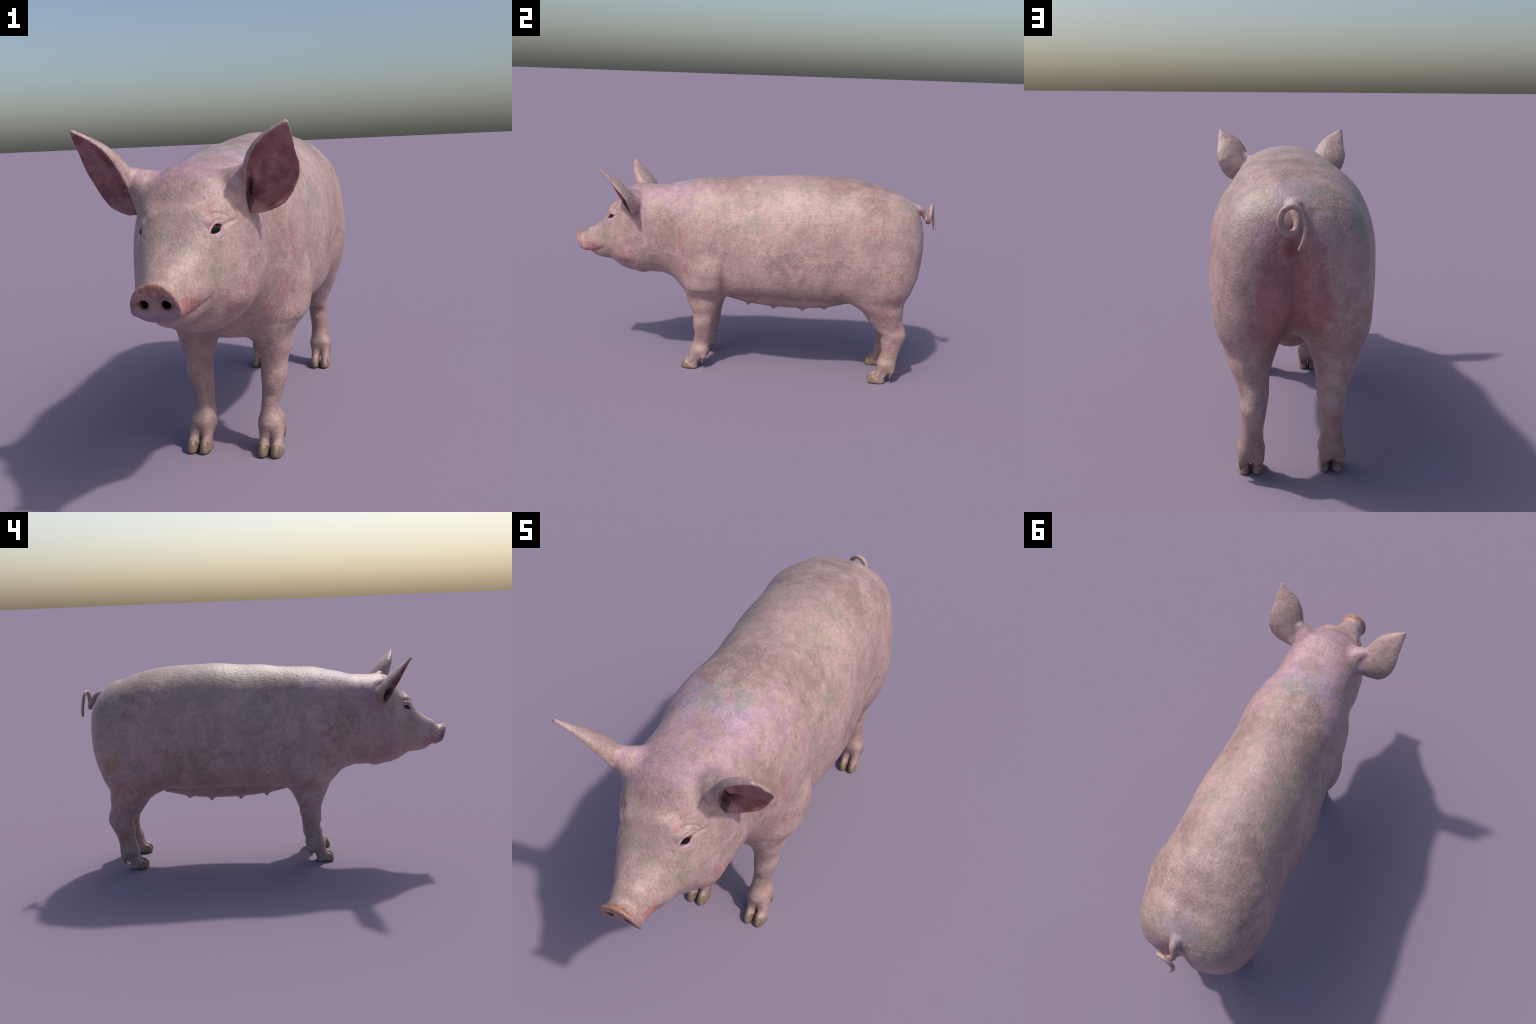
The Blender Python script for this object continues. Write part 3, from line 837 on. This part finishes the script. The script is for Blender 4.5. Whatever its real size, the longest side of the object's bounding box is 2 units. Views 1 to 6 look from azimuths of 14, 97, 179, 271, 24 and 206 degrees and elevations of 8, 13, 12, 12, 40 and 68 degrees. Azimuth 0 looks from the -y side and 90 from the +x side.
def eye_material(centre_side):
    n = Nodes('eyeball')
    m = n.mirrored()
    d = n.vmath('SUBTRACT', m, tuple(EYE_C))
    ang = n.vmath('LENGTH', n.vmath('SUBTRACT', d, tuple(EYE_R * EYE_N)))
    col = n.mix(n.ramp(ang, 0.0130, 0.0150), (0.006, 0.006, 0.007), (0.085, 0.030, 0.012))
    col = n.mix(n.ramp(ang, 0.0200, 0.0220), col, (0.20, 0.12, 0.10))
    n.put(n.b.inputs['Base Color'], col)
    n.b.inputs['Roughness'].default_value = 0.3
    n.b.inputs['Specular IOR Level'].default_value = 0.18
    return n.mat

# -------------------------------------------------------------------- build
def unpose(q, right, hind):
    """from leg coordinates to the scene (small parts of the feet)"""
    sw = np.asarray(SWAY, float); st = np.asarray(STEP, float)
    p = np.array(q, float)
    if right and hind:
        dx = curve(st[:, 0], st[:, 1], p[:, 2]); dy = curve(st[:, 0], st[:, 2], p[:, 2])
        p[:, 0] -= dx; p[:, 1] += dy
    if right: p[:, 0] = -p[:, 0]
    p[:, 0] += curve(sw[:, 0], sw[:, 1], p[:, 1])
    return p

def dewclaw(xc, y0, s, right, hind, mat, parent):
    a = np.array((xc + 0.0290 * s, y0 + 0.129, 0.070)); b = np.array((xc + 0.0345 * s, y0 + 0.1215, 0.028))
    rings, seg = 9, 14
    ax = b - a; ln = np.linalg.norm(ax); ax = ax / ln
    e1 = np.array((1.0, 0, 0)); e1 -= ax * (e1 @ ax); e1 /= np.linalg.norm(e1); e2 = np.cross(ax, e1)
    vs = []
    for i in range(rings):
        t = i / rings
        r = 0.0125 * (1 - t**1.6)**0.9
        c = a + ax * ln * t + e2 * 0.002 * math.sin(t * 3)
        vs += [c + r * (math.cos(k*2*math.pi/seg) * e1 + 0.85 * math.sin(k*2*math.pi/seg) * e2) for k in range(seg)]
    vs.append(b)
    fs = [(i*seg + k, i*seg + (k+1) % seg, (i+1)*seg + (k+1) % seg, (i+1)*seg + k) for i in range(rings-1) for k in range(seg)]
    fs += [((rings-1)*seg + k, (rings-1)*seg + (k+1) % seg, rings*seg) for k in range(seg)]
    fs.append(tuple(range(seg)))
    me = bpy.data.meshes.new('dewclaw')
    me.from_pydata(unpose(vs, right, hind).tolist(), [], fs)
    bm = bmesh.new(); bm.from_mesh(me); bmesh.ops.recalc_face_normals(bm, faces=bm.faces); bm.to_mesh(me); bm.free()
    me.polygons.foreach_set('use_smooth', [True] * len(me.polygons))
    me.materials.append(mat)
    return new_object('dewclaw', me, parent)

def build():
    V, Q = surface_net()
    V = settle(V)
    spots = [(EYE_FRONT, 0.040), (NOSTRIL + (0, -0.01, 0), 0.030)]
    V, F = subdivide_near(V, Q, spots)
    skin = Skin(V, F)
    C = skin.C
    f, P = zip(*[surface(C[i:i+200000], True) for i in range(0, len(C), 200000)])
    P = {k: np.concatenate([d[k] for d in P]) for k in P[0]}
    q, g = P['q'], P['g']
    y, z = C[:, 1], C[:, 2]
    left = C[:, 0] - curve([a for a, _ in SWAY], [b for _, b in SWAY], y) >= 0

    body = np.minimum(np.minimum(P['trunk'], P['head']), np.minimum(P['fore'], P['hind']))
    ear = (P['inner'] & (P['ear'] < 0.025) & (P['head'] > 0.0)) | (P['ear'] < np.minimum(body, P['eb'])) & (P['ear'] < 0.01) & (z > 0.84) | ((P['eb'] < body - 0.002) & (z > 0.84) & (q[:, 0] > 0.13) & (y < -0.50) & (P['head'] > 0.004))
    tail = (P['tail'] < body - 0.001) & (y > 0.88) & (z > 0.8)
    hl = lean_snout(q)
    snout = (hl[:, 1] < -0.957) & (y < -0.90)
    snout |= (np.hypot(q[:, 0] - NOSTRIL[0], z - NOSTRIL[2]) < 0.024) & (y < -0.90)
    fore_hoof = (z < 0.09) & (hoof_cut(q, FORE_FOOT[1]) < 0) & (y < 0)
    hind_hoof = (z < 0.09) & (hoof_cut(g, HIND_FOOT[1]) < 0) & (y > 0)
    fore = (y > -0.48) & (y < 0.0) & (P['fore'] < P['trunk'] - 0.012 + np.clip((0.45 - z) * 0.6, -0.05, 0.05)) & (z < 0.56)
    hind = (y > 0.4) & (P['hind'] < P['trunk'] + np.clip((0.46 - z) * 0.6, -0.06, 0.06)) & (z < 0.58)
    head = y < -0.555 - 0.10 * (z - 0.75)
    neck = y < -0.385 - 0.10 * (z - 0.75)

    lab = np.zeros(len(C), int)            # 0 torso
    lab[neck] = 1; lab[head] = 2
    lab[fore & left] = 3; lab[fore & ~left] = 4
    lab[hind & left] = 5; lab[hind & ~left] = 6
    lab[ear & left] = 7; lab[ear & ~left] = 8
    lab[tail] = 9; lab[snout] = 10
    outer_f, outer_h = q[:, 0] > FORE_FOOT[0], g[:, 0] > HIND_FOOT[0]
    k = 11
    hooves = []
    for hoof, outer, owner in ((fore_hoof, outer_f, (3, 4)), (hind_hoof, outer_h, (5, 6))):
        for side, own in ((left, owner[0]), (~left, owner[1])):
            for o in (outer, ~outer):
                lab[hoof & side & o] = k; hooves.append((k, own)); k += 1

    skin_m, snout_m, ear_m, horn_m = skin_material(), snout_material(), ear_inner_material(), hoof_material()
    eye_m = eye_material(1)
    pig = new_object('pig', None)
    pig['label'] = 'standing pale pink domestic pig with upright ears and curled tail'
    pig['category'] = 'pig'
    slots = np.zeros(len(C), int)
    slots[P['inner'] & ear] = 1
    part = {}
    part[0] = skin.part('torso', lab == 0, pig, [skin_m])
    part[1] = skin.part('neck', lab == 1, pig, [skin_m])
    part[2] = skin.part('head', lab == 2, pig, [skin_m])
    for i in (3, 4): part[i] = skin.part('foreleg', lab == i, pig, [skin_m])
    for i in (5, 6): part[i] = skin.part('hindleg', lab == i, pig, [skin_m])
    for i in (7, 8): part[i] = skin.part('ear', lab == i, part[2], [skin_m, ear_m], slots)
    part[9] = skin.part('tail', lab == 9, pig, [skin_m])
    part[10] = skin.part('snout', lab == 10, part[2], [snout_m])
    for i, own in hooves: skin.part('hoof', lab == i, part[own], [horn_m])
    for own, (xc, y0), right, hnd in ((3, FORE_FOOT, 0, 0), (4, FORE_FOOT, 1, 0), (5, HIND_FOOT, 0, 1), (6, HIND_FOOT, 1, 1)):
        for s in (-1, 1): dewclaw(xc, y0, s, right, hnd, horn_m, part[own])
    for sgn in (1, -1):
        me = bpy.data.meshes.new('eye')
        bm = bmesh.new(); bmesh.ops.create_uvsphere(bm, u_segments=40, v_segments=24, radius=EYE_R)
        c = EYE_C * (sgn, 1, 1)
        for v in bm.verts: v.co += Vector(c)
        bm.to_mesh(me); bm.free()
        me.polygons.foreach_set('use_smooth', [True] * len(me.polygons)); me.materials.append(eye_m)
        new_object('eye', me, part[2])

build()
